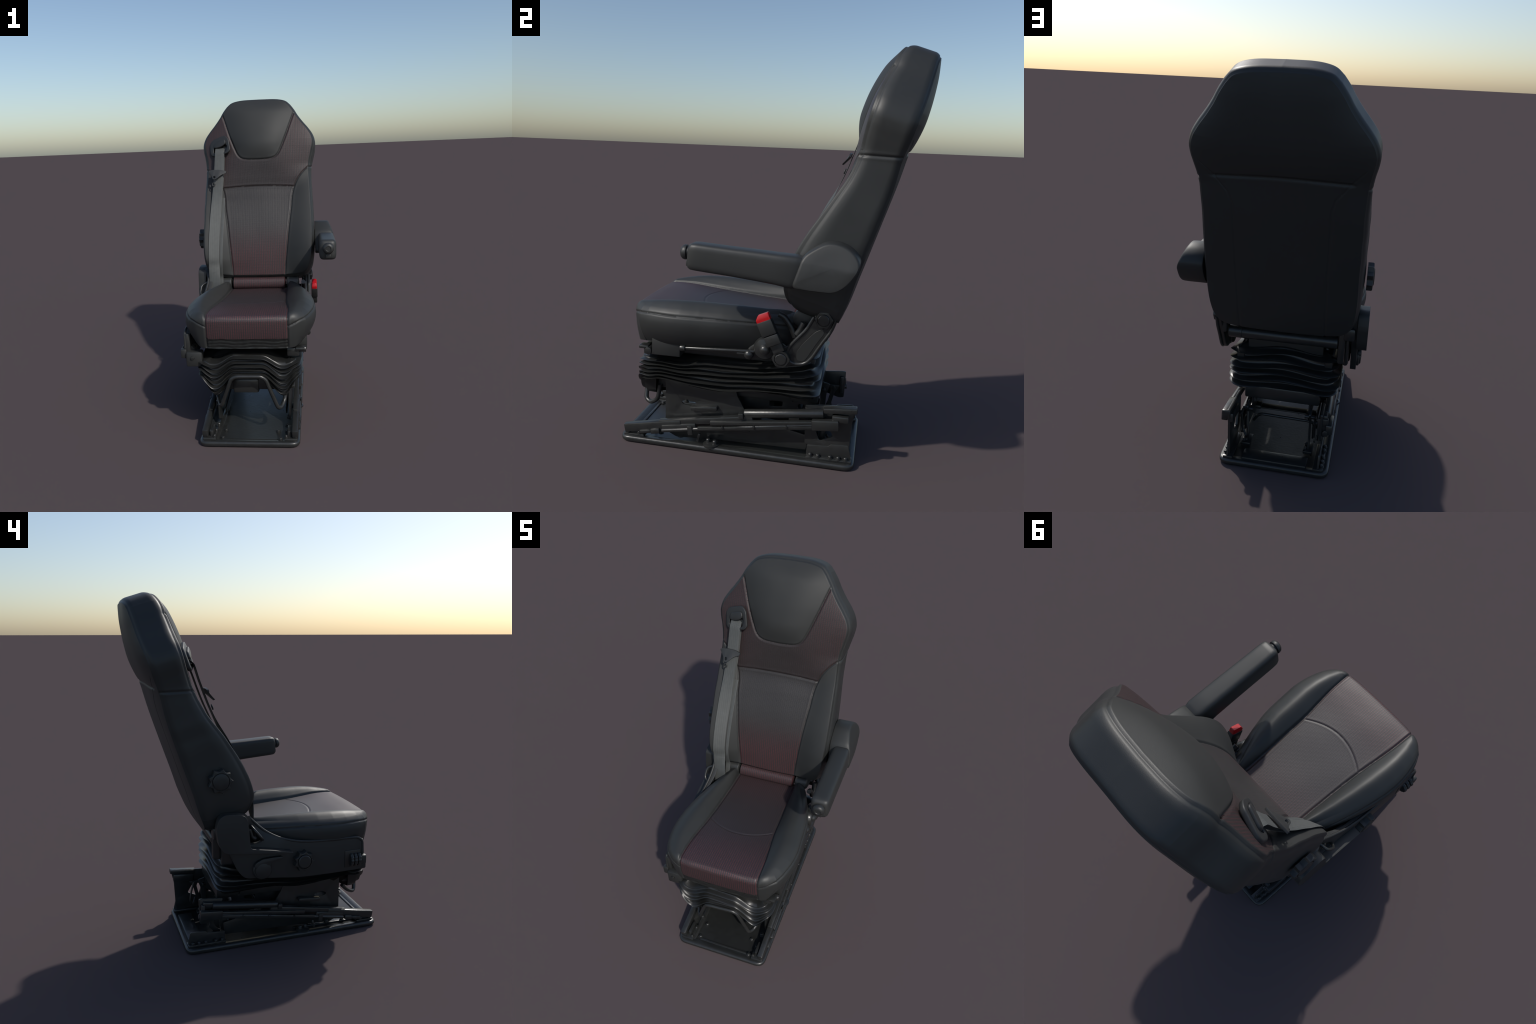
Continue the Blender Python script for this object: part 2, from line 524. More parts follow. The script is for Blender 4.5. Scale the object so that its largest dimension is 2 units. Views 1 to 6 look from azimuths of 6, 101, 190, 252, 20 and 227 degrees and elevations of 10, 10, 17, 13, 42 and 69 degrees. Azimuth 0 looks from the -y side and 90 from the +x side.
def shell(half_bottom, half_side, half_top, nu, nv, top_fn, bot_fn, inset_top, inset_bot, prof, nb):
    """closed cushion: a top patch, a rim and a bottom patch over one symmetric outline.
    half_*: outline for a >= 0, from the middle of the bottom edge round to the middle of the top edge.
    Returns rows (a, s, n, tag, q) with tag 0 top face, 1 rim, 2 under face."""
    hb = spline(half_bottom, nu // 2 + 1)
    hs = spline(half_side, nv)
    ht = spline(half_top, nu // 2 + 1)
    mir = np.array([-1, 1])
    B = np.vstack([(hb * mir)[::-1], hb[1:]])
    R = hs
    Tp = np.vstack([ht[::-1][::-1] * mir, np.zeros((0, 2))])  # left corner -> middle
    Tp = np.vstack([(ht * mir), ht[::-1][1:]])
    L = hs * mir
    loop = np.vstack([B[:-1], R[:-1], Tp[::-1][:-1], L[::-1][:-1]])   # counter-clockwise
    n1, n2 = len(B) - 1, len(R) - 1
    def sides(lp):
        n3 = len(Tp) - 1
        lp2 = np.vstack([lp, lp[:1]])
        b = lp2[:n1 + 1]
        r = lp2[n1:n1 + n2 + 1]
        t = lp2[n1 + n2:n1 + n2 + n3 + 1][::-1]
        l = lp2[n1 + n2 + n3:][::-1]
        return b, t, l, r
    rows, tris = [], []
    if callable(inset_bot):
        inset_bot = inset_bot(loop)
    lt, lb = inset_loop(loop, inset_top), inset_loop(loop, inset_bot)
    def patch(lp, fn, tag, q, flip):
        b, t, l, r = sides(lp)
        C = coons(b, t, l, r)
        nvv, nuu = C.shape[:2]
        P = C.reshape(-1, 2)
        off = sum(len(x) for x in rows)
        rows.append(np.column_stack([P, fn(P[:, 0], P[:, 1]), np.full(len(P), tag), np.full(len(P), q)]))
        g = grid_tris(nvv, nuu, off)
        tris.extend([(a, c, b_) for a, b_, c in g] if flip else g)
    patch(lt, top_fn, 0, 0.0, False)
    patch(lb, bot_fn, 2, 1.0, True)
    off = sum(len(x) for x in rows)
    M = len(loop)
    zt, zb = top_fn(lt[:, 0], lt[:, 1]), bot_fn(lb[:, 0], lb[:, 1])
    for j in range(nb + 1):
        q = j / nb
        if j == 0:
            P, n = lt, zt
        elif j == nb:
            P, n = lb, zb
        else:
            d, h = prof(q, loop)
            P = inset_loop(loop, d)
            n = zt + (zb - zt) * h
        rows.append(np.column_stack([P, n, np.full(M, 1.0), np.full(M, q)]))
    for j in range(nb):
        for i in range(M):
            k = (i + 1) % M
            a, b_, c, d = off + j * M + i, off + j * M + k, off + (j + 1) * M + k, off + (j + 1) * M + i
            tris += [(a, c, b_), (a, d, c)]
    V = np.vstack(rows)
    return V, tris

def emit_regions(regions, W, N, T, region_of, parent_first=None):
    """split one shell into named objects whose border vertices and normals coincide"""
    T = np.array(T)
    made = {}
    for key, (name, mat, par) in regions.items():
        sel = T[region_of == key]
        if len(sel) == 0:
            continue
        used, inv = np.unique(sel, return_inverse=True)
        F = inv.reshape(-1, 3)
        parent = made.get(par, None) if par else None
        made[key] = from_data(name, W[used], F, mat, parent, normals=N[used])
    return made

# ------------------------------------------------------------------ backrest
ct, st = math.cos(BACK_TILT), math.sin(BACK_TILT)
ORG = np.array([XC, 0.30, 0.70])
TV = np.array([0, st, ct])
NV = np.array([0, -ct, st])

def back_to_world(a, s, n):
    # the belt-side flank is a touch slimmer at the lumbar and fuller at the waist
    left = np.clip(-np.asarray(a) / .3, 0, 1) ** 2
    a = a + left * (.008 * smoothstep(.55, .40, s) - .006 * smoothstep(.56, .66, s) * (1 - smoothstep(.82, .92, s)))
    return ORG + np.outer(a, [1, 0, 0]) + np.outer(s, TV) + np.outer(n, NV)

def bw(a, s, n):
    return tuple(ORG + a * np.array([1, 0, 0]) + s * TV + n * NV)

BK_BOTTOM = [(0, .030), (.12, .030), (.22, .034), (.31, .046), (.353, .075), (.376, .125)]
BK_SIDE = [(.376, .125), (.386, .19), (.391, .28), (.390, .40), (.385, .52), (.379, .65), (.374, .76), (.374, .835),
           (.387, .90), (.400, .96), (.402, 1.005), (.387, 1.053), (.357, 1.100), (.320, 1.148), (.288, 1.194), (.261, 1.240), (.232, 1.281)]
BK_TOP = [(0, 1.339), (.10, 1.336), (.160, 1.327), (.201, 1.311), (.232, 1.281)]
BK_TOP = [(-a, s) for a, s in BK_TOP][::-1]
BK_TOP = [(-a, s) for a, s in BK_TOP]            # corner -> middle

SIDE_W = [(s, a) for a, s in BK_SIDE] + [(1.36, .21)]
def back_w(s):
    return interp(s, [(0, .36)] + SIDE_W) - 0.02

EDGE_F = [(.02, .150), (.06, .190), (.10, .225), (.15, .248), (.22, .257), (.31, .250), (.4, .233), (.5, .205), (.6, .177), (.7, .152), (.82, .138),
          (.9, .142), (1.0, .147), (1.1, .147), (1.2, .143), (1.28, .128), (1.36, .104)]
CENT_F = [(.0, .152), (.1, .172), (.22, .188), (.34, .193), (.45, .184), (.56, .163), (.67, .140), (.75, .154), (.85, .174), (.95, .180), (1.1, .176),
          (1.2, .158), (1.3, .124), (1.36, .100)]
A_SEAM = [(0, .178), (.1, .183), (.3, .203), (.5, .226), (.67, .250), (.72, .272), (.77, .312), (.80, .345), (.83, .385)]
CENT_R = [(0, -.040), (.04, -.052), (.13, -.062), (.3, -.063), (.5, -.065), (.75, -.065), (.86, -.061), (.885, -.060), (.92, -.069), (.97, -.077),
          (1.02, -.081), (1.1, -.078), (1.17, -.070), (1.24, -.058), (1.30, -.042), (1.36, -.02)]
EDGE_R = [(.0, -.024), (.15, -.045), (.3, -.045), (.55, -.047), (.75, -.045), (.84, -.037), (.94, -.038), (1.05, -.037), (1.18, -.033), (1.3, -.024), (1.36, -.012)]

PILLOW = []
for a, s in spline([(-.255, 1.206), (-.208, 1.06), (-.170, .96), (-.140, .900), (-.102, .873), (-.035, .865), (.035, .865), (.102, .873), (.140, .900),
                    (.170, .96), (.208, 1.06), (.255, 1.206)], 90):
    PILLOW.append((a, s))
PILLOW += [(.30, 1.30), (.20, 1.42), (-.20, 1.42), (-.30, 1.30)]

PILLOW_HALF = [(.84, .06), (.866, .095), (.88, .120), (.90, .138), (.96, .168), (1.06, .207), (1.206, .256), (1.30, .28), (1.40, .28)]

def pillow_sd(a, s):
    d, ins = poly_dist(np.column_stack([a, s]), PILLOW)
    return np.where(ins, -d, d)

def back_front(a, s):
    aa = np.abs(a)
    W = back_w(s)
    e = smooth_interp(s, EDGE_F)
    c = smooth_interp(s, CENT_F)
    sm = smooth_interp(s, A_SEAM)
    t = np.clip((aa - sm) / np.maximum(W - sm, .02), 0, 1)
    k_low = np.sin(math.pi / 2 * t) ** 1.15
    k_up = np.clip(aa / W, 0, 1) ** 2.2
    w = smoothstep(.60, .84, s)
    k = k_low * (1 - w) + k_up * w
    n = c + (e - c) * k
    # gentle puff of the middle panel across its width
    n += .004 * (1 - w) * np.cos(np.clip(aa / sm, 0, 1) * math.pi / 2)
    # the belt-side bolster is a little plumper
    n += .012 * np.clip(-a / .3, 0, 1) ** 1.5 * smoothstep(.08, .16, s) * (1 - smoothstep(.52, .68, s))
    # head pillow
    edge_top = np.clip((1.325 - s) / .12, 0, 1)
    hw = smooth_interp(s, PILLOW_HALF)
    cross = np.clip(1 - (aa / hw) ** 2.4, 0, 1)
    rise = np.sin(np.clip((s - .864) / .13, 0, 1) * math.pi / 2)
    n += .033 * cross * rise * np.sin(edge_top * math.pi / 2)
    # the armrest-side wing stands a little further forward than the belt side
    n += .013 * np.clip(a / .34, -1, 1) * smoothstep(.68, .98, s) * (1 - smoothstep(1.08, 1.28, s))
    return n

def back_rear(a, s):
    W = back_w(s) + .01
    k = np.clip(np.abs(a) / W, 0, 1) ** 4
    c, e = smooth_interp(s, CENT_R), smooth_interp(s, EDGE_R)
    return c + (e - c) * k

FLANK_TAPER = .010
def flank(loop):
    return smoothstep(.28, .36, np.abs(loop[:, 0])) * (1 - smoothstep(.66, .84, loop[:, 1]))
def back_inset(loop):
    return .017 + FLANK_TAPER * flank(loop)

def back_profile(q, loop):
    qf, qr = .32, .80
    d = FLANK_TAPER * flank(loop) * q            # flanks draw in towards the rear
    if q < qf:
        d = d + .024 * (1 - q / qf) ** 2.2
    if q > qr:
        d = d + .017 * ((q - qr) / (1 - qr)) ** 2
    return d, q

V, T = shell(BK_BOTTOM, BK_SIDE, BK_TOP, 180, 270, back_front, back_rear, .024, back_inset, back_profile, 34)

def shoulder_line(a):
    b = np.abs(a)
    wing = smooth_interp(b, [(.25, .672), (.268, .712), (.29, .747), (.32, .782), (.35, .808), (.38, .832), (.45, .86)])
    return np.where(b < .25, .683 - .011 * (b / .25) ** 2, wing)
def shoulder_sd(a, s):
    g = (shoulder_line(np.abs(a) + .002) - shoulder_line(np.abs(a) - .002)) / .004
    return (s - shoulder_line(a)) / np.sqrt(1 + g * g)
def bolster_sd(a, s):
    return np.abs(a) - smooth_interp(s, A_SEAM)
def sel(V, tag, val):
    return np.where(np.abs(V[:, 3] - tag) < .01, val, 1.0)

V, T = split_tris(V, T, sel(V, 0, pillow_sd(V[:, 0], V[:, 1])))
V, T = split_tris(V, T, sel(V, 0, shoulder_sd(V[:, 0], V[:, 1])))
V, T = split_tris(V, T, np.where((np.abs(V[:, 3]) < .01) & (V[:, 1] < .70), bolster_sd(V[:, 0], V[:, 1]), 1.0))
V, T = split_tris(V, T, np.where(V[:, 3] > .99, V[:, 1] - .835, 1.0))

Ta = np.array(T)
cen = V[Ta].mean(1)
tag = np.where(np.all(np.abs(V[Ta][:, :, 3]) < .01, axis=1), 0, np.where(np.all(V[Ta][:, :, 3] > 1.99, axis=1), 2, 1))
reg = np.zeros(len(T), int)
ca, cs = cen[:, 0], cen[:, 1]
front = tag == 0
isp = pillow_sd(ca, cs) < 0
above = shoulder_sd(ca, cs) > 0
bol = bolster_sd(ca, cs) > 0
reg[front & isp] = 1
reg[front & ~isp & above] = 2
reg[front & ~above & ~bol] = 3
reg[front & ~above & bol & (ca > 0)] = 4
reg[front & ~above & bol & (ca < 0)] = 5
rim = tag == 1
reg[rim & (cs >= .835)] = 6
reg[rim & (cs < .835) & (ca > 0)] = 7
reg[rim & (cs < .835) & (ca <= 0)] = 8
reg[(tag == 2)] = 9

# relief: seams and soft puckers
a, s, n, tg, q = V.T
pos = back_to_world(a, s, n)
Wd, Tw, keep = weld(np.column_stack([pos, V]), T)
reg = reg[keep]
pos = Wd[:, :3]
a, s, n, tg, q = Wd[:, 3:].T
N = vertex_normals(pos, Tw)
onf, onr = np.abs(tg) < .01, tg > 1.99
disp = np.zeros(len(pos))
psd = np.abs(pillow_sd(a, s))
m = onf & (s < 1.21)
disp[m] += groove(psd[m], .0055, .0045)
d = np.abs(shoulder_sd(a, s))
m = onf & (s < .86)
disp[m] += groove(d[m], .006, .0045)
d = np.abs(bolster_sd(a, s))
m = onf
disp[m] += (groove(d, .006, .0045) * smoothstep(.69, .655, s))[m]
# piping all round the front edge: measured as depth below the front edge
loop_n = back_front(a, s)
dq = np.abs(n - (back_front(a * .97, s * 1.0)))
mr = (np.abs(tg - 1) < .02)
disp[mr] += (-.0045 * np.exp(-((q - .07) / .02) ** 2) + .0030 * np.exp(-((q - .015) / .022) ** 2) - .003 * np.exp(-((q - .97) / .02) ** 2))[mr]
disp[mr] += groove(np.abs(s - (.832 + .05 * (q - .5))), .005, .005)[mr] * smoothstep(0, .1, q[mr])
# rear seams
m = onr
rear_line = .89 - .012 * (a / .3) ** 2
side_line = np.interp(s, [0, .75, .81, .885, .93, .96], [.215, .215, .232, .295, .34, .37])
disp[m] += (groove(np.abs(s - rear_line), .006, .006) * smoothstep(.32, .29, np.abs(a)))[m]
disp[m] += (groove(np.abs(np.abs(a) - side_line), .0028, .004) * smoothstep(.95, .93, s))[m]
# soft unevenness of foam under the cover
disp += .0008 * np.sin(a * 19 + 1.3) * np.sin(s * 13 + .4)
pos = pos + N * disp[:, None]
N = vertex_normals(pos, Tw)
BACK = emit_regions({
    9: ("backrest", LEATHER_BACK, None),
    1: ("head_pillow", LEATHER_SOFT, 9), 2: ("shoulder_panel", F_SHOULDER, 9), 3: ("lumbar_panel", F_BACK, 9),
    4: ("backrest_bolster", LEATHER_SOFT, 9), 5: ("backrest_bolster", LEATHER_SOFT, 9),
    6: ("head_border", LEATHER, 9), 7: ("flank_panel", LEATHER, 9), 8: ("flank_panel", LEATHER, 9)}, pos, N, Tw, reg)
BACKREST = BACK[9]

def rounded_roll(name, x0, x1, c, ry, rz, mat, parent, tilt=0.0, power=2.6, seg=28, n=40, end=0.02):
    """cushion roll running along x with a superelliptic section and rounded ends"""
    V, F = [], []
    for i in range(n + 1):
        x = x0 + (x1 - x0) * i / n
        e = min(x - x0, x1 - x) / end
        k = math.sqrt(max(1e-4, 1 - max(0, 1 - e) ** 2)) if e < 1 else 1
        for j in range(seg):
            th = 2 * math.pi * j / seg
            cy, cz = math.cos(th), math.sin(th)
            yy = ry * k * math.copysign(abs(cy) ** (2 / power), cy)
            zz = rz * k * math.copysign(abs(cz) ** (2 / power), cz)
            y = yy * math.cos(tilt) - zz * math.sin(tilt)
            z = yy * math.sin(tilt) + zz * math.cos(tilt)
            V.append((x, c[0] + y, c[1] + z))
    for i in range(n):
        for j in range(seg):
            k = (j + 1) % seg
            F.append((i * seg + j, (i + 1) * seg + j, (i + 1) * seg + k, i * seg + k))
    F.append(tuple(range(seg)))
    F.append(tuple(range(n * seg, n * seg + seg))[::-1])
    return from_data(name, V, F, mat, parent, 60)

# small roll between the backrest and the cushion: fabric middle, leather ends
rounded_roll("lumbar_roll", XC - .184, XC + .184, (.203, .734), .064, .044, F_BACK, BACKREST, tilt=-.2, end=.006)
for sgn in (-1, 1):
    x0, x1 = sorted((XC + sgn * .185, XC + sgn * .275))
    rounded_roll("roll_end", x0, x1, (.206, .735), .060, .042, LEATHER, BACKREST, tilt=-.2, end=.012)

# ------------------------------------------------------------------ seat cushion
SC_FRONT = [(0, -.660), (.10, -.659), (.20, -.655), (.275, -.640), (.333, -.600)]
SC_SIDE = [(.333, -.600), (.363, -.54), (.382, -.46), (.388, -.38), (.382, -.29), (.362, -.18), (.330, -.06), (.292, .05), (.262, .13)]
SC_REAR = [(.262, .13), (.23, .175), (.16, .197), (0, .205)]
Z_MID = [(-.66, .740), (-.60, .747), (-.52, .747), (-.40, .739), (-.285, .731), (-.1, .718), (.1, .707), (.22, .700)]
Z_CREST = [(-.66, .748), (-.60, .760), (-.5, .776), (-.3, .784), (-.1, .778), (.0, .770), (.15, .754), (.22, .72)]
Z_EDGE = [(-.66, .742), (-.60, .747), (-.45, .754), (-.2, .754), (.0, .748), (.2, .722)]
PANEL_W = [(-.66, .231), (-.52, .227), (-.285, .203), (0, .187), (.22, .183)]
SC_W = [(y, x) for x, y in SC_FRONT[2:]] + [(y, x) for x, y in SC_SIDE[1:]] + [(.19, .26)]

def panel_sd(a, y):
    return np.abs(a) - smooth_interp(y, PANEL_W)

def seat_top(a, y):
    aa = np.abs(a)
    w = smooth_interp(y, PANEL_W)
    W = np.maximum(interp(y, SC_W) - .03, w + .03)
    t = np.clip((aa - w) / (W - w), 0, 1)
    zc, zb, ze = smooth_interp(y, Z_MID), smooth_interp(y, Z_CREST), smooth_interp(y, Z_EDGE)
    lin = zc + (ze - zc) * t
    bump = np.sin(math.pi * t)
    z = lin + (zb - (zc + ze) / 2) * bump
    return z + .002 * np.cos(np.clip(aa / w, 0, 1) * math.pi / 2)

def seat_bot(a, y):
    return np.full(len(a), .553) + .02 * smoothstep(.24, .34, np.abs(a)) + .01 * smoothstep(-.5, 0, y)

def seat_profile(q, loop):
    # rounded top edge that takes over the slope of the bolster, then a wall that tucks in towards the bottom
    aa = np.abs(loop[:, 0])
    th0 = math.radians(36) * smoothstep(.21, .37, aa)
    R_ = .034 / (1 - np.sin(th0))
    h1 = R_ * np.cos(th0) / .18
    if q < .40:
        th = th0 + (math.pi / 2 - th0) * q / .40
        return R_ * (1 - np.sin(th)), R_ * (np.cos(th0) - np.cos(th)) / .18
    h = h1 + (1 - h1) * (q - .40) / .60
    side = smoothstep(.27, .36, aa)
    tuck = (.020 + .028 * side) * np.clip((h - h1) / (1 - h1), 0, 1) ** 2.0
    return tuck, h

def SEAT_TUCK(loop):
    return .020 + .028 * smoothstep(.27, .36, np.abs(loop[:, 0]))

V, T = shell(SC_FRONT, SC_SIDE, SC_REAR, 180, 190, seat_top, seat_bot, .034, SEAT_TUCK, seat_profile, 44)
# in this shell rows are (a, y, z); the rim runs from the top down

def arc_line(a):
    return -.355 + .075 * (np.abs(a) / .203) ** 2
def crease_z(a, y):
    return np.interp(np.abs(a), [.22, .30, .36], [.678, .712, .727])
z_of = lambda V: V[:, 2]
def is_front(V):
    return V[:, 1] < -.5

V, T = split_tris(V, T, np.where((V[:, 3] < 1.01) & ((V[:, 1] < .5)) & ((V[:, 3] < .01) | is_front(V) | (V[:, 1] > .1)), panel_sd(V[:, 0], V[:, 1]), 1.0))
V, T = split_tris(V, T, np.where(V[:, 3] < .01, V[:, 1] - arc_line(V[:, 0]), 1.0))
V, T = split_tris(V, T, np.where((np.abs(V[:, 3] - 1) < .01) & is_front(V), V[:, 2] - .612, 1.0))
V, T = split_tris(V, T, np.where(np.abs(V[:, 3] - 1) < .01, V[:, 2] - crease_z(V[:, 0], V[:, 1]), 1.0))
Ta = np.array(T)
cen = V[Ta].mean(1)
tag = np.where(np.all(np.abs(V[Ta][:, :, 3]) < .01, axis=1), 0, np.where(np.all(V[Ta][:, :, 3] > 1.99, axis=1), 2, 1))
ca, cy, cz = cen[:, 0], cen[:, 1], cen[:, 2]
pan = panel_sd(ca, cy) < 0
ff = (cy < -.5)
reg = np.zeros(len(T), int)
low = cz < crease_z(ca, cy)
reg[(tag == 0) & pan & (cy > arc_line(ca))] = 2
reg[(tag == 0) & pan & (cy <= arc_line(ca))] = 3
reg[(tag == 1) & pan & ff & (cz >= .612)] = 3
reg[(tag == 1) & pan & ff & (cz < .612)] = 4
reg[(tag == 1) & pan & ~ff] = 2
leather = ~pan
reg[leather & (tag < 2) & (ca > 0)] = 5
reg[leather & (tag < 2) & (ca <= 0)] = 6
reg[leather & (tag == 1) & low] = 1
reg[tag == 2] = 1
wide = .016 * np.clip(V[:, 0] / .3, 0, 1) ** 2 * smoothstep(-.32, -.12, V[:, 1])   # armrest side is fuller at the rear
pos = np.column_stack([V[:, 0] + XC + wide, V[:, 1], V[:, 2]])
Wd, Tw, keep = weld(np.column_stack([pos, V]), T)
reg = reg[keep]
pos = Wd[:, :3]
a, y, z, tg, q = Wd[:, 3:].T
N = vertex_normals(pos, Tw)
disp = np.zeros(len(pos))
fr = (y < -.5)
m = (tg < .01) | ((np.abs(tg - 1) < .01) & fr)
disp[m] += groove(np.abs(panel_sd(a, y))[m], .006, .005)
m = (tg < .01)
disp[m] += (groove(np.abs(y - arc_line(a)), .0026, .0045) * (panel_sd(a, y) < -.004))[m]
m = (np.abs(tg - 1) < .01)
disp[m] += (groove(np.abs(z - crease_z(a, y)), .0045, .0042) * (panel_sd(a, y) > .002))[m]
# webbing strip under the front edge: inset, with uneven horizontal ribs
strip = m & fr & (z < .612) & (panel_sd(a, y) < 0)
rib = np.sin(z * 2 * math.pi / .0085 + 1.2 * np.sin(a * 31) + .8 * np.sin(a * 77 + z * 300))
disp[strip] += -.003 + .0024 * rib[strip]
disp += .0008 * np.sin(a * 21 + .7) * np.sin(y * 15 + .4)
pos = pos + N * disp[:, None]
N = vertex_normals(pos, Tw)
SEAT = emit_regions({
    1: ("seat_cushion", LEATHER_BACK, None),
    2: ("seat_panel", F_SEAT_R, 1), 3: ("seat_panel", F_SEAT, 1), 4: ("webbing_strip", STRIP, 1),
    5: ("seat_bolster", LEATHER, 1), 6: ("seat_bolster", LEATHER, 1)}, pos, N, Tw, reg)
CUSHION = SEAT[1]

# steel pan under the cushion
box("seat_pan", (XC, -.16, .535), (.46, .66, .09), METAL, CUSHION, .012)

# ------------------------------------------------------------------ belt and guide
gpts = [(-.345, .99), (-.325, 1.022), (-.235, 1.047), (-.205, 1.02), (-.190, .935), (-.205, .915), (-.245, .905), (-.315, .898), (-.337, .915)]
def back_plate(name, pts, n0, n1, mat, parent, bevel=.006, hole=None, slope=None):
    ob = extrude_poly(name, fillet(pts, .02), n0, n1, mat, parent, bevel, 3, axis='z', holes=[fillet(hole, .01)] if hole else None)
    co = np.array([v.co[:] for v in ob.data.vertices])
    nn = co[:, 2] + (slope(co[:, 0], co[:, 1]) if slope else 0)
    W = back_to_world(co[:, 0], co[:, 1], nn)
    ob.data.vertices.foreach_set("co", W.ravel())
    ob.data.update()
    return ob
gsl = lambda a_, s_: .132 + .05 * np.clip((a_ + .345) / .15, 0, 1) + .03 * (1.0 - s_)
GUIDE_OB = back_plate("belt_guide", gpts, 0, .022, GUIDE, BACKREST, hole=[(-.315, .925), (-.31, .965), (-.235, .985), (-.215, .965), (-.225, .925)], slope=gsl)
back_plate("belt_slot", [(-.318, .92), (-.313, .97), (-.23, .99), (-.21, .965), (-.22, .92)], .002, .006, RUBBER, GUIDE_OB, bevel=0.001, slope=gsl)
back_plate("guide_visor", [(-.312, .955), (-.31, .995), (-.232, 1.017), (-.222, .985), (-.24, .968), (-.27, .957)], .018, .034, GUIDE, GUIDE_OB, slope=gsl)

# webbing: out of the guide, over the bolster, down behind the cushion
bx = [(-.267, .968, .160), (-.267, .950, .176), (-.267, .925, .190), (-.268, .90, .191), (-.271, .84, .190), (-.274, .772, .192), (-.278, .70, .195), (-.282, .62, .203),
      (-.286, .54, .215), (-.290, .45, .229), (-.293, .36, .240), (-.295, .27, .246), (-.296, .18, .246), (-.296, .10, .238), (-.295, .03, .226), (-.294, -.03, .214), (-.293, -.10, .20)]
bx = spline(bx, 60)
path, lean = [], []
for a_, s_, n_ in bx:
    f = lambda d: float(back_front(np.array([a_ + d]), np.array([s_]))[0])
    rest = smoothstep(.66, .46, s_)              # lies on the bolster from here down
    sl = (f(.03) - f(-.03)) / .06 * float(rest)
    path.append(bw(a_, s_, max(n_, f(0) + .007) if rest > .5 else n_))
    lean.append(tuple(np.array([1, 0, 0]) + sl * NV))
wd = [.066 + .007 * min(1, max(0, (i - 16) / 12)) for i in range(len(path))]
ribbon("seat_belt", path, wd, .003, BELT, BACKREST, tilt=lean)
# second, narrower ply that hangs behind the first and shows at its inner edge
bx2 = spline([(-.264, .94, .162), (-.264, .88, .166), (-.266, .80, .168), (-.270, .72, .172), (-.275, .64, .180), (-.28, .56, .190)], 30)
ribbon("seat_belt", [bw(*p) for p in bx2], .056, .003, BELT, BACKREST)
ply = []
for s_ in np.linspace(.60, -.06, 40):
    a_ = -.248 - .012 * smoothstep(.5, .0, s_)
    ply.append(bw(a_, s_, float(back_front(np.array([a_]), np.array([max(s_, .04)]))[0]) + .003))
ribbon("seat_belt", ply, .030, .003, BELT, BACKREST)
tong = back_plate("belt_tongue", [(-.338, .785), (-.305, .792), (-.245, .789), (-.215, .778), (-.217, .765), (-.250, .752), (-.272, .728), (-.292, .715), (-.306, .722), (-.312, .745), (-.335, .772)],
                  0, .010, GUIDE, BACKREST, bevel=.003, hole=[(-.304, .744), (-.288, .744), (-.285, .727), (-.298, .724)], slope=lambda a_, s_: .200 + .5 * np.clip(.765 - s_, 0, .05))
tube("belt_button", [bw(-.312, .70, .205), bw(-.318, .685, .206), bw(-.308, .672, .205), bw(-.297, .684, .206), bw(-.303, .70, .206), bw(-.312, .70, .205)], .0035, GUIDE, tong, fil=.01)

# ------------------------------------------------------------------ star knobs
def star_knob(name, c, axis, r, h, points, mat, parent, sharp=.20):
    seg = points * 12
    def star(th, rr):
        if rr < r * .72:
            return rr
        k = (th * points / (2 * math.pi)) % 1.0
        tri = abs(k - .5) * 2
        return rr * (1 - sharp * (1 - tri ** 1.6))
    prof = [(r, 0), (r, h * .70), (r * .95, h * .84), (r * .70, h * .88), (r * .69, h * .74), (r * .63, h * .74), (r * .62, h * .92), (r * .54, h), (r * .2, h * 1.03)]
    return lathe(name, c, axis, prof, mat, parent, seg, star, 30)

star_knob("lumbar_knob", (-.438, .297, 1.040), (-1, .0, .0), .069, .035, 9, PLASTIC, BACKREST)

# ------------------------------------------------------------------ armrest
AX0, AX1 = .362, .468
def loft(name, secs, mat, parent, angle=50, cap=True):
    """closed sections with equal point counts joined into a skin"""
    n = len(secs[0])
    V = [p for s_ in secs for p in s_]
    F = []
    for j in range(len(secs) - 1):
        for i in range(n):
            k = (i + 1) % n
            F.append((j * n + i, j * n + k, (j + 1) * n + k, (j + 1) * n + i))
    if cap:
        F.append(tuple(range(n))[::-1])
        F.append(tuple(range((len(secs) - 1) * n, len(secs) * n)))
    bm = bmesh.new()
    vs = [bm.verts.new(v) for v in V]
    for f in F:
        try:
            bm.faces.new([vs[i] for i in f])
        except ValueError:
            pass
    return finish_bm(name, bm, mat, parent, angle)

def super_section(cx, cz, hw, hh, y, power=4.5, n=40, lean=0.0, shift=0.0):
    out = []
    for i in range(n):
        th = 2 * math.pi * i / n
        c, s_ = math.cos(th), math.sin(th)
        x = hw * math.copysign(abs(c) ** (2 / power), c)
        z = hh * math.copysign(abs(s_) ** (2 / power), s_)
        out.append((cx + x, y + lean * (z + 0), cz + z))
    return out
secs = []
for y, zt, zb, x0, x1, p in [(.215, 1.066, .945, .372, .452, 5), (.180, 1.076, .937, .362, .462, 5), (.165, 1.0795, .937, .358, .466, 5), (.10, 1.083, .947, .360, .467, 5), (0, 1.089, .958, .361, .467, 5), (-.10, 1.094, .968, .362, .467, 5),
                          (-.20, 1.100, .976, .363, .467, 5), (-.26, 1.104, .981, .364, .467, 5), (-.285, 1.104, .984, .366, .465, 5), (-.298, 1.098, .990, .371, .460, 4.5),
                          (-.304, 1.086, 1.000, .382, .450, 4)]:
    secs.append(super_section((x0 + x1) / 2, (zt + zb) / 2, (x1 - x0) / 2, (zt - zb) / 2, y, p, lean=.22 if y > .1 else .06))
ARM = loft("armrest", secs, LEATHER, None, 40)
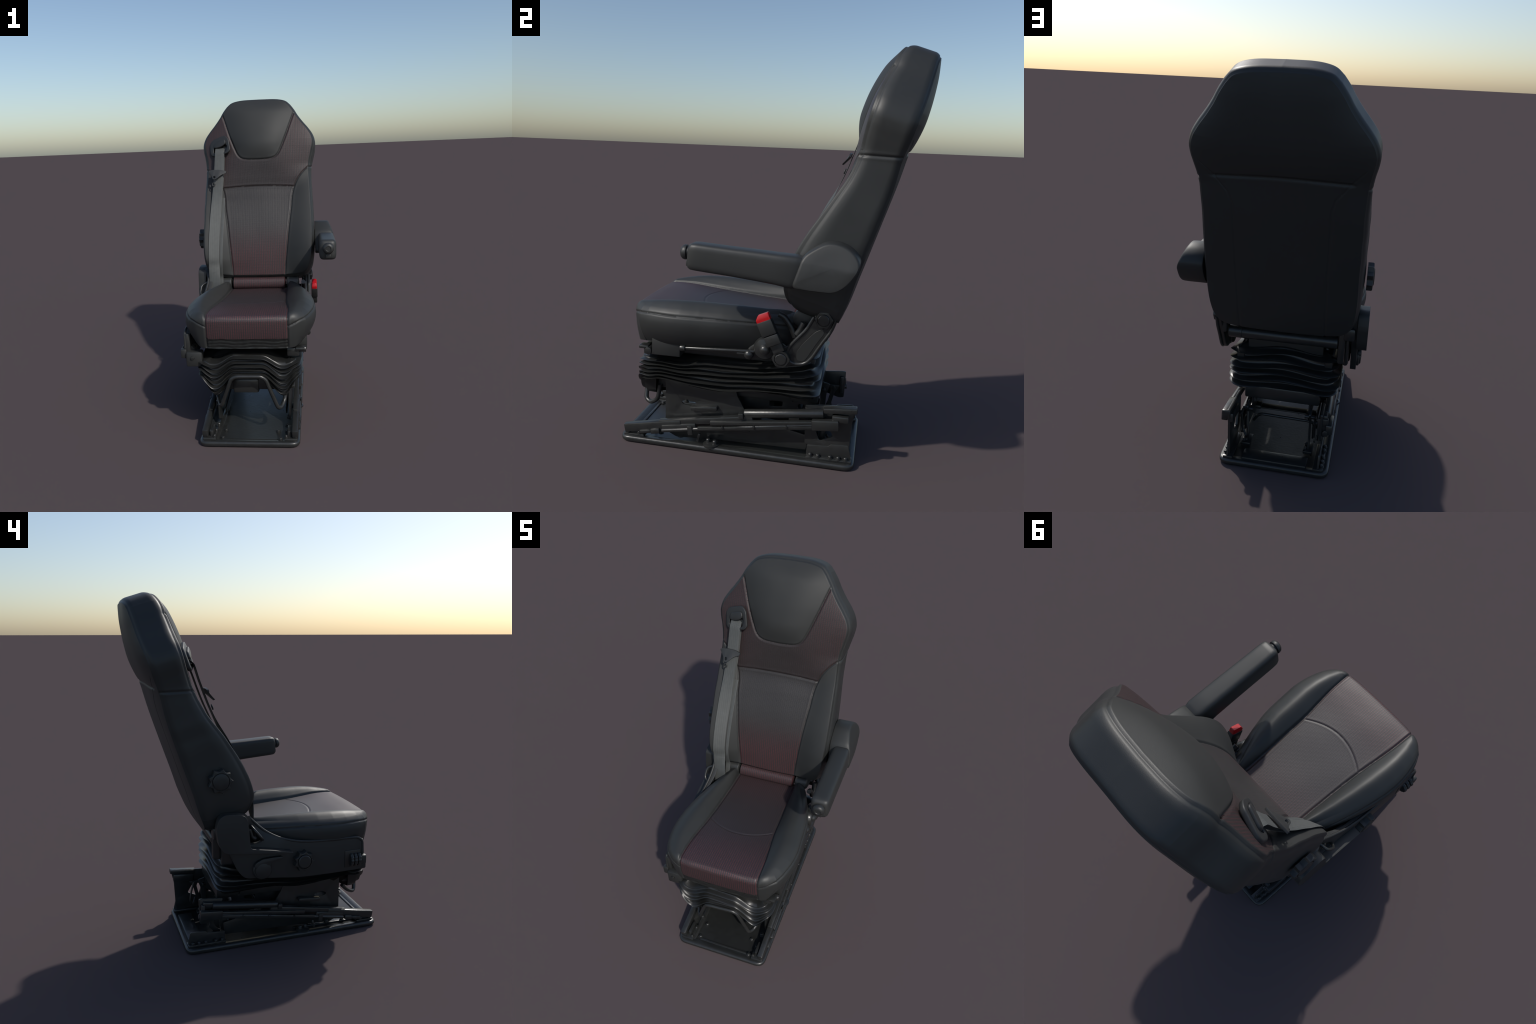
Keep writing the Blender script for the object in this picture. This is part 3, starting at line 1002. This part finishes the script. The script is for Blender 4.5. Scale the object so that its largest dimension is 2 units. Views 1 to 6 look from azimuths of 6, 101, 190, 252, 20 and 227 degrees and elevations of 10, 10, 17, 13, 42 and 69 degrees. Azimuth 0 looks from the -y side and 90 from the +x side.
# elbow cap
elbow = [(.205, 1.082), (.262, 1.120), (.300, 1.140), (.345, 1.143), (.395, 1.128), (.432, 1.100), (.452, 1.066), (.446, 1.036), (.418, .990), (.385, .954), (.342, .932), (.26, .934), (.162, .940)]
eo = fillet(elbow, .03, 5)
cy_, cz_ = np.mean([p[0] for p in eo]), np.mean([p[1] for p in eo])
secs = []
for x, k in [(.338, .97), (.345, 1.0), (.44, 1.0), (.458, .992), (.466, .975), (.470, .945), (.471, .89), (.469, .6), (.468, .3), (.468, .05)]:
    ring = []
    for p in eo:
        yk, zk = cy_ + (p[0] - cy_) * k, cz_ + (p[1] - cz_) * k
        chamfer = .40 * (math.hypot(max(0, zk - 1.02), .02) - .02) * (x - .338) / .134
        ring.append((x - chamfer, yk, zk))
    secs.append(ring)
loft("elbow_cap", secs, LEATHER_BACK, ARM, 40)
cyl("armrest_pivot", (.30, .30, 1.03), (.345, .30, 1.03), .055, PLASTIC, ARM)
lathe("armrest_knob", (.418, -.300, 1.058), (0, -1, 0), [(.026, 0), (.026, .010), (.033, .013), (.034, .022), (.031, .031), (.024, .038), (.016, .039), (.013, .036), (.004, .036)], PLASTIC, ARM, 32)
box("armrest_catch", (.418, -.304, 1.010), (.034, .022, .026), PLASTIC, ARM, .005)

# ------------------------------------------------------------------ left trim panel
def yz(*p):
    return list(p)
pan_up = [(y - .010, z - .006) for y, z in [(.318, .835), (.285, .860), (.20, .856), (.155, .838), (.10, .780), (.045, .728), (-.035, .682), (-.14, .655), (-.26, .642), (-.43, .642), (-.515, .643), (-.552, .620),
          (-.558, .52), (-.548, .44), (-.35, .436), (-.15, .438), (.07, .462), (.165, .470), (.205, .515), (.255, .625), (.300, .690), (.318, .775)]]
tri_hole = [(.122, .765), (.055, .695), (.056, .672), (.075, .663), (.128, .658)]
LP = extrude_poly("trim_panel", fillet(pan_up, [.02, .02, .02, .02, .02, .03, .04, .04, .05, .05, .03, .03, .03, .02, .03, .05, .05, .04, .03, .02, .02, .02]), -.392, -.422, PANEL, None, .010, 3,
                  holes=[fillet(tri_hole, .012)])
co = np.array([v.co[:] for v in LP.data.vertices])
co[:, 0] += .030 * smoothstep(.66, .76, co[:, 2]) * smoothstep(.17, .10, co[:, 1])
LP.data.vertices.foreach_set("co", co.ravel())
LP.data.update()
cap = [(.312, .835), (.28, .857), (.20, .853), (.158, .836), (.150, .79), (.137, .668), (.13, .650), (.0, .628), (-.11, .606), (-.11, .600), (.10, .618), (.285, .640), (.312, .69), (.325, .775)]
extrude_poly("hinge_cover", fillet(cap, [.02, .02, .02, .02, .02, .02, .02, .03, .004, .004, .05, .03, .02, .02]), -.416, -.469, PANEL, LP, .018, 4)
# raised upper lip of the panel
tube("panel_lip", [(-.390, .125, .812), (-.390, .09, .774), (-.398, .035, .723), (-.412, -.045, .677), (-.420, -.15, .649), (-.421, -.27, .637), (-.421, -.44, .636), (-.421, -.53, .634), (-.421, -.561, .612), (-.421, -.566, .53)], .0075, PANEL, LP, fil=.05)
# front return of the panel
box("panel_return", (-.366, -.568, .472), (.095, .060, .090), PANEL, LP, .010)
box("panel_return", (-.408, -.555, .560), (.030, .030, .120), PANEL, LP, .010)
cyl("panel_screw", (-.375, -.597, .482), (-.375, -.606, .482), .011, METAL, LP)
star_knob("height_knob", (-.420, -.184, .537), (-1, 0, 0), .062, .044, 9, PLASTIC, LP)
lathe("lever_hub", (-.420, .057, .508), (-1, 0, 0), [(.056, 0), (.056, .010), (.050, .016), (.046, .016), (.044, .022), (.040, .024), (.005, .026)], PLASTIC, LP, 40)
extrude_poly("tilt_lever", fillet([(.10, .555), (.06, .575), (.0, .578), (-.055, .578), (-.062, .570), (-.052, .560), (.0, .552), (.03, .53), (.05, .50), (.11, .53)], .012), -.421, -.444, PLASTIC, LP, .005, 2)
for k, y in enumerate((-.478, -.502, -.526)):
    def ridged(th, rr):
        return rr * (1 + .03 * math.cos(th * 14))
    lathe("thumb_wheel", (-.420 + .010, y - .012, .500), (0, 1, 0), [(.030, -.009), (.042, -.009), (.045, -.005), (.045, .005), (.042, .009), (.030, .009)], PLASTIC, LP, 84, ridged)
box("wheel_recess", (-.420, -.50, .506), (.012, .10, .105), RUBBER, LP, .004)
box("panel_button", (-.430, -.563, .500), (.036, .034, .056), PLASTIC, LP, .008)
# belt anchor loop in the triangular opening
tube("anchor_loop", [(-.395, .118, .765), (-.440, .105, .748), (-.446, .060, .692), (-.400, .045, .674)], .0075, METAL, LP, fil=.03)
tube("anchor_loop", [(-.390, .118, .735), (-.394, .105, .690), (-.396, .085, .682)], .010, METAL, LP, fil=.02)
# inner bracket that carries the panel
box("panel_bracket", (-.37, -.15, .56), (.035, .62, .10), METAL, LP, .01)
box("panel_bracket", (-.368, .22, .64), (.03, .12, .20), METAL, LP, .02)

# ------------------------------------------------------------------ recliner arm, right side
arm = [(.352, .805), (.30, .815), (.262, .800), (.250, .765), (.225, .715), (.165, .645), (.13, .62), (.095, .605), (.06, .56), (.085, .530), (.125, .518), (.165, .535), (.215, .538), (.245, .57), (.285, .640), (.325, .70), (.358, .765)]
RA = extrude_poly("recliner_arm", fillet(arm, .02), .262, .290, METAL, None, .007, 3)
rec = [(.30, .725), (.262, .705), (.205, .64), (.180, .60), (.182, .56), (.215, .556), (.235, .585), (.275, .655), (.305, .70)]
extrude_poly("arm_web", fillet(rec, .012), .288, .2915, PLASTIC, RA, .001, 1)
tube("arm_flange", [(.288, .255, .775), (.289, .222, .712), (.289, .165, .648), (.289, .135, .605), (.289, .14, .555), (.289, .175, .540), (.289, .220, .545), (.289, .250, .575), (.289, .29, .645), (.289, .335, .715), (.288, .352, .765)], .0085, METAL, RA, fil=.03)
def hex_nut(c, r, parent):
    star_knob("pivot_nut", c, (1, 0, 0), r, .030, 6, METAL, parent, sharp=.10)
hex_nut((.286, .300, .770), .042, RA)
hex_nut((.292, .112, .566), .044, RA)
lathe("pivot_hub", (.270, .028, .600), (1, .15, 0), [(.054, 0), (.054, .018), (.048, .028), (.026, .034), (.020, .048), (.010, .054), (.002, .055)], METAL, RA, 36)
lathe("pivot_ball", (.275, -.047, .563), (1, 0, 0), [(.024, 0), (.024, .012), (.018, .024), (.008, .030), (.001, .031)], METAL, RA, 24)
extrude_poly("hub_link", fillet([(-.06, .585), (.03, .655), (.10, .64), (.16, .60), (.16, .54), (.11, .522), (.05, .55), (-.04, .54)], .02), .250, .275, METAL, RA, .006)
bar("link_pin", (.285, -.105, .563), (.285, -.05, .566), .010, .010, METAL, RA)
cyl("link_rod", (.288, -.385, .561), (.286, -.02, .580), .0085, METAL, RA)
cyl("rod_collar", (.288, -.385, .561), (.288, -.360, .562), .015, METAL, RA)
box("control_box", (.245, -.462, .556), (.075, .145, .096), PANEL, None, .006)
cyl("control_pin", (.20, -.558, .522), (.278, -.556, .522), .018, METAL)
box("control_lever", (.245, -.583, .537), (.050, .050, .018), METAL, None, .006)
box("control_lever", (.205, -.57, .515), (.07, .05, .05), METAL, None, .008)
# small bracket behind the buckle
tube("arm_stop", [(.26, .205, .735), (.262, .19, .70), (.262, .175, .675)], .016, METAL, RA, fil=.02)
tube("stop_wire", [(.255, .085, .765), (.255, .11, .755), (.255, .15, .70), (.255, .165, .66)], .014, RUBBER, RA, fil=.03)

# buckle
bk_dir = Vector((0, -.46, 1)).normalized()
bk_rot = Matrix((Vector((1, 0, 0)), Vector((0, bk_dir.z, -bk_dir.y)), bk_dir)).transposed()
def bkp(x, u, w):
    return Vector((.329, .080, .640)) + bk_rot @ Vector((x, u, w))
BK = box("belt_buckle", bkp(0, 0, .085), (.040, .072, .072), PLASTIC, None, .005, bk_rot)
box("buckle_base", bkp(-.002, .003, .022), (.038, .068, .050), PLASTIC, BK, .005, bk_rot)
box("buckle_stalk", bkp(-.012, .006, -.02), (.026, .055, .05), PLASTIC, BK, .004, bk_rot)
secs = []
for w, k, sh in [(.120, 1.0, 0), (.128, 1.0, 0), (.134, .98, .0), (.146, .86, .006), (.152, .72, .008)]:
    secs.append([tuple(bkp(x * .0175 * k, u * .034 * k + sh, w)) for x, u in fillet([(-1, -1), (1, -1), (1, 1), (-1, 1)], .25, 3)])
loft("release_button", secs, RED, BK, 40)

# ------------------------------------------------------------------ cross tube and rear hardware
cyl("cross_tube", (-.325, .292, .676), (.235, .288, .671), .033, METAL)
for x in (-.32, .165):
    cyl("tube_collar", (x, .290, .674), (x + .012, .290, .674), .0345, METAL, None, .001)
box("hinge_arm", (-.345, .298, .67), (.036, .05, .20), METAL, None, .012)
box("hinge_arm", (.255, .300, .722), (.030, .06, .10), METAL, None, .012)
box("hinge_block", (-.38, .305, .735), (.06, .05, .07), METAL, None, .015)
box("cover_plate", (XB, .225, .60), (.40, .02, .11), PANEL, None, .008)
for x in (-.285, .180):
    box("slide_rail", (x, -.10, .525), (.04, .72, .045), METAL, None, .006)

# ------------------------------------------------------------------ bellows
BL_X0, BL_X1, BL_Y0, BL_Y1 = -.346, .248, -.642, .290
def bellows():
    n_per, ribs, per = 280, 6, 16
    rc = .06
    loop = np.array(fillet([(BL_X0, BL_Y0), (BL_X1, BL_Y0), (BL_X1, BL_Y1), (BL_X0, BL_Y1)], rc * 1.5, 10))
    P = np.vstack([loop, loop[:1]])
    L = np.concatenate([[0], np.cumsum(np.linalg.norm(np.diff(P, axis=0), axis=1))])
    u = np.linspace(0, L[-1], n_per, endpoint=False)
    loop = np.stack([np.interp(u, L, P[:, 0]), np.interp(u, L, P[:, 1])], 1)
    x, y = loop.T
    cx = (BL_X0 + BL_X1) / 2
    ax = np.abs(x - cx)
    # front arch in the ribs
    wf = smoothstep(-.50, -.60, y)
    arch = .5 + .5 * np.cos(np.clip((ax - .075) / .12, 0, 1) * math.pi)
    edge_up = smoothstep(.20, .285, ax)
    top_f = .455 + .048 * arch + .015 * edge_up
    bot_f = .264 + .095 * arch + .085 * edge_up
    # long sides: a slow wave, rising to the rear
    top_s = smooth_interp(y, [(-.62, .470), (-.50, .468), (-.40, .462), (-.30, .482), (-.15, .486), (0, .494), (.15, .53), (.31, .585)])
    bot_s = smooth_interp(y, [(-.62, .340), (-.54, .362), (-.44, .357), (-.30, .338), (-.18, .334), (-.05, .350), (.1, .352), (.22, .346), (.31, .352)])
    wr = smoothstep(.22, .30, y)
    top_r = .575 + .012 * np.cos(np.clip(ax / .2, 0, 1) * math.pi)
    bot_r = .348 + .010 * np.cos(np.clip(ax / .25, 0, 1) * math.pi)
    top = top_s * (1 - wf) + top_f * wf
    bot = bot_s * (1 - wf) + bot_f * wf
    top = top * (1 - wr) + top_r * wr
    bot = bot * (1 - wr) + bot_r * wr
    u_n = u / L[-1] * 2 * math.pi
    V, F = [], []
    rows = ribs * per + 1
    cen = np.array([cx, (BL_Y0 + BL_Y1) / 2])
    t = np.roll(loop, -1, 0) - np.roll(loop, 1, 0)
    t /= np.linalg.norm(t, axis=1)[:, None]
    nrm = np.stack([t[:, 1], -t[:, 0]], 1)
    levels = []
    levels.append((-.075, -.085, 0))
    levels.append((-.05, -.045, 0))
    for j in range(rows):
        v = j / (rows - 1)
        ph = v * ribs
        r = (.5 + .5 * math.cos(2 * math.pi * (ph - .5))) ** 2.4
        levels.append((v, -.024 + .025 * r, r))
    levels.append((1.04, -.034, 0))
    levels.append((1.06, -.08, 0))
    for v, off, r in levels:
        wob = math.sin(v * 19)
        zz = top + (bot - top) * (v + .016 * np.sin(u_n * 5 + v * 23) * (0 < v < 1))
        taper = -.006 * smoothstep(.35, -.3, v) * (1 - wr) - .045 * smoothstep(.35, -.3, v) * wr
        pinch = -.010 * smoothstep(.70, 1.0, v) * wf
        soft = pinch + .0025 * np.sin(u_n * 7 + v * 17) + .002 * wob - .010 * (1 - wf) * (1 - r) * (0 < v < 1)
        pts = loop + nrm * (off + taper + soft)[:, None]
        V += [(p[0], p[1], z_) for p, z_ in zip(pts, zz)]
    R = len(levels)
    for j in range(R - 1):
        for i in range(n_per):
            k = (i + 1) % n_per
            F.append((j * n_per + i, (j + 1) * n_per + i, (j + 1) * n_per + k, j * n_per + k))
    F.append(tuple(range(n_per)))
    F.append(tuple(range((R - 1) * n_per, R * n_per))[::-1])
    return from_data("suspension_bellows", V, F, RUBBER, None, 60)
BEL = bellows()
# carrier under the bellows
box("suspension_frame", (XB, -.21, .322), (.40, .73, .085), METAL, None, .01)
box("suspension_frame", (XB, .205, .328), (.40, .15, .075), METAL, None, .01)
box("suspension_frame", (XB - .02, -.555, .305), (.15, .06, .085), METAL, None, .012)

# grab hoop
tube("adjust_hoop", [(-.255, -.52, .265), (-.245, -.56, .225), (-.217, -.625, .190), (-.150, -.650, .375), (-.120, -.654, .392), (.022, -.645, .388), (.048, -.642, .370), (.112, -.632, .195), (.128, -.600, .183), (.150, -.552, .215), (.155, -.54, .30)], .0115, METAL, None, fil=.035)

# ------------------------------------------------------------------ base plate: a pressed tray with a rolled rim
PX0, PX1, PY0, PY1 = -.339, .235, -.731, .478
def tray():
    def ring(inset, z, r):
        pts = fillet([(PX0 + inset, PY0 + inset), (PX1 - inset, PY0 + inset), (PX1 - inset, PY1 - inset), (PX0 + inset, PY1 - inset)], max(r, .004), 8)
        return [(p[0], p[1], z) for p in pts]
    prof = [(.012, .000, .05), (.003, .003, .055), (0, .010, .055), (0, .022, .055), (.003, .028, .055), (.010, .031, .05), (.020, .031, .05), (.040, .027, .04), (.047, .022, .04), (.060, .018, .03)]
    secs = [ring(i, z, r) for i, z, r in prof]
    return loft("base_plate", secs, METAL, None, 50)
TRAY = tray()
# pressed beads, front and rear
bar("plate_bead", (-.205, -.676, .020), (.120, -.678, .020), .016, .010, METAL, TRAY, .004)
box("plate_step", (XB, .405, .028), (.34, .085, .020), METAL, TRAY, .007)
box("plate_step", (-.245, -.45, .022), (.03, .50, .012), METAL, TRAY, .004)
bolt_me = None
def bolt(p, r=.011, h=.012, parent=None):
    global bolt_me
    if bolt_me is None:
        ob = lathe("bolt", (0, 0, 0), (0, 0, 1), [(1.35, 0), (1.35, .2), (1.0, .25), (.95, .8), (.7, 1.0), (.2, 1.05)], METAL, None, 12, None, 30)
        bolt_me = ob.data
        bpy.data.objects.remove(ob)
    ob = bpy.data.objects.new("bolt", bolt_me)
    bpy.context.collection.objects.link(ob)
    ob.location = p
    ob.scale = (r, r, h)
    ob.parent = parent or TRAY
for p in [(-.205, -.565, .019), (.105, -.575, .019), (.125, -.685, .028), (-.21, -.66, .019), (-.235, -.30, .02), (.14, .30, .02)]:
    bolt(p)

# ------------------------------------------------------------------ scissor sides, rails and drives
for sgn in (1, -1):
    def X(d):
        return XB + .005 + sgn * d
    def ex(name, pts, d0, d1, bevel=.002, holes=None, fil=.008, parent=None):
        return extrude_poly(name, fillet(pts, fil, 4), X(d0), X(d1), METAL, parent, bevel, 2, holes=[fillet(h_, .012, 5) for h_ in holes] if holes else None)
    # big side plate under the bellows
    sp = ex("frame_plate", [(-.50, .35), (-.50, .06), (-.44, .032), (-.20, .046), (.235, .056), (.245, .13), (.02, .175), (-.08, .22), (-.12, .29), (-.14, .35)], *((.214, .222) if sgn > 0 else (.202, .210)),
            holes=[[(-.418, .228), (-.385, .246), (-.335, .232), (-.335, .212), (-.40, .214)]])
    # lower scissor arm with slots
    ex("scissor_arm", [(-.42, .09), (-.39, .045), (.21, .058), (.25, .075), (.26, .16), (.21, .150), (-.15, .115)], *((.190, .197) if sgn > 0 else (.176, .183)),
       holes=[[(.0, .075), (.0, .105), (.12, .118), (.12, .085)]] if sgn < 0 else None, parent=sp)
    ex("link_plate", [(-.14, .34), (-.14, .20), (.02, .165), (.20, .15), (.265, .20), (.265, .34)], .150, .157, parent=sp,
       holes=[[(.03, .232), (.03, .262), (.10, .268), (.10, .240)], [(.175, .235), (.18, .265), (.215, .262), (.21, .24)]])
    # upper rail, front rail and drive shaft
    bar("guide_rail", (X(.256), -.707, .068), (X(.256), -.40, .128), .034, .046, METAL, sp, .006)
    bar("guide_rail", (X(.254), -.52, .118), (X(.254), -.03, .205), .030, .032, METAL, sp, .006)
    cyl("drive_tube", (X(.252), -.075, .222), (X(.252), .318, .272), .022, METAL, sp, .004)
    bar("guide_rail", (X(.232), -.36, .207), (X(.232), -.22, .222), .030, .022, METAL, sp, .005)
    cyl("drive_shaft", (X(.274), -.50, .084), (X(.274), .30, .222), .0095, METAL, sp)
    bar("drive_sleeve", (X(.273), -.31, .120), (X(.273), .27, .205), .020, .020, METAL, sp, .004)
    bar("drive_cover", (X(.270), -.245, .158), (X(.270), .27, .226), .024, .022, METAL, sp, .004)
    bar("shaft_joint", (X(.274), -.62, .062), (X(.274), -.56, .073), .018, .018, METAL, sp, .005)
    bar("shaft_joint", (X(.274), -.56, .073), (X(.274), -.51, .083), .026, .028, METAL, sp, .007)
    bar("drive_sleeve", (X(.268), -.50, .092), (X(.268), -.32, .124), .018, .040, METAL, sp, .005)
    bar("end_block", (X(.273), .265, .219), (X(.273), .395, .232), .034, .052, METAL, sp, .006)
    for y, z in ((-.18, .147), (-.02, .171), (.14, .195)):
        cyl("rail_bolt", (X(.280), y, z), (X(.290), y, z), .007, METAL, sp, .002, 12)
    bar("rail_clip", (X(.284), -.36, .105), (X(.284), -.335, .109), .006, .046, METAL, sp, .002)
    bar("rail_clip", (X(.268), -.10, .215), (X(.268), -.075, .218), .030, .030, METAL, sp, .004)
    # rear feet
    foot = ex("mounting_foot", [(.242, .03), (.242, .093), (.35, .100), (.36, .110), (.445, .115), (.462, .045), (.455, .03)], .232, .242, parent=sp)
    box("mounting_foot", (X(.235), .352, .036), (.052, .225, .014), METAL, sp, .004)
    for y in (.262, .30, .36, .40, .435):
        bolt((X(.252), y, .043), .010, .014, foot)
    # front and mid clamps
    box("rail_clamp", (X(.232), -.655, .036), (.075, .110, .014), METAL, sp, .005)
    box("rail_clamp", (X(.222), -.645, .055), (.020, .080, .045), METAL, sp, .005)
    box("rail_clamp", (X(.252), -.655, .055), (.012, .080, .045), METAL, sp, .004)
    for dx, y in ((.262, -.69), (.262, -.63), (.205, -.69), (.205, -.625)):
        bolt((X(dx), y, .043), .0085, .014, sp)
    lathe("clamp_disc", (X(.252), -.245, .028), (0, 0, 1), [(.040, 0), (.040, .008), (.030, .012), (.01, .013)], METAL, sp, 28)
    bolt((X(.245), -.262, .038), .011, .020, sp)
    bolt((X(.256), -.225, .038), .011, .020, sp)
    bar("clamp_hook", (X(.255), -.305, .085), (X(.258), -.315, .040), .012, .014, METAL, sp, .004)
    bolt((X(.21), -.42, .03), .012, .02, sp)
    bolt((X(.205), -.53, .03), .011, .02, sp)
    # rear uprights
    if sgn > 0:
        up = ex("upright_bracket", [(.225, .30), (.475, .318), (.470, .295), (.456, .235), (.450, .11), (.446, .035), (.35, .05), (.23, .10)], .226, .238, parent=sp,
                holes=[[(.27, .20), (.33, .215), (.37, .15), (.30, .12)]])
        bar("motor_housing", (X(.243), .315, .290), (X(.243), .478, .305), .044, .026, METAL, sp, .005)
        bar("motor_housing", (X(.255), .36, .258), (X(.255), .44, .258), .040, .032, METAL, sp, .006)
        bar("motor_housing", (X(.225), .33, .255), (X(.225), .46, .265), .030, .05, METAL, sp, .008)
    else:
        up = ex("upright_bracket", [(.25, .30), (.372, .312), (.392, .312), (.388, .16), (.36, .155), (.28, .18)], .226, .238, parent=sp)
        bar("end_block", (X(.248), .21, .258), (X(.248), .372, .285), .026, .030, METAL, sp, .006)
        box("end_block", (X(.240), .372, .235), (.055, .022, .10), METAL, sp, .006)
        cyl("motor_shaft", (X(.255), .33, .21), (X(.255), .40, .215), .014, METAL, sp)
    # bright waisted link
    ex("support_link", [(.300, .240), (.366, .240), (.352, .222), (.338, .200), (.322, .135), (.330, .110), (.300, .085), (.252, .080), (.285, .105), (.300, .140), (.316, .205), (.310, .222)], .192, .200, bevel=.002, parent=sp)
    cyl("link_bolt", (X(.19), .33, .225), (X(.21), .33, .225), .012, METAL, sp)

for x, y0 in ((.118, .25), (-.218, .25)):
    extrude_poly("support_post", fillet([(y0, .03), (y0 + .055, .03), (y0 + .04, .10), (y0 + .045, .20), (y0 + .065, .255), (y0 + .005, .27), (y0 + .012, .16)], .012), x, x + .010, METAL, None, .002)
    box("post_foot", (x + .005, y0 + .03, .034), (.050, .09, .018), METAL, None, .005)
    for dy in (0.0, .05):
        bolt((x + .018, y0 + dy + .005, .043), .008, .012)
    cyl("post_pin", (x - .02, y0 + .03, .225), (x + .035, y0 + .03, .225), .010, METAL)
# cross members between the sides
bar("cross_bar", (XB - .17, .160, .180), (XB + .16, .160, .180), .05, .008, METAL, None, .003)
tube("torsion_bar", [(XB - .20, .20, .11), (XB - .165, .21, .155), (XB + .13, .21, .160), (XB + .16, .20, .11)], .008, METAL, None, fil=.03)
box("cross_bracket", (XB + .155, .165, .185), (.06, .055, .022), METAL, None, .006)
box("cross_bracket", (XB - .155, .170, .176), (.06, .055, .022), METAL, None, .006)
tube("cable", [(XB + .165, .34, .245), (XB + .16, .36, .18), (XB + .15, .37, .125), (XB + .165, .35, .09), (XB + .19, .33, .13)], .006, RUBBER, None, fil=.04)
cyl("pivot_axle", (XB - .23, -.02, .16), (XB + .23, -.02, .16), .014, METAL)
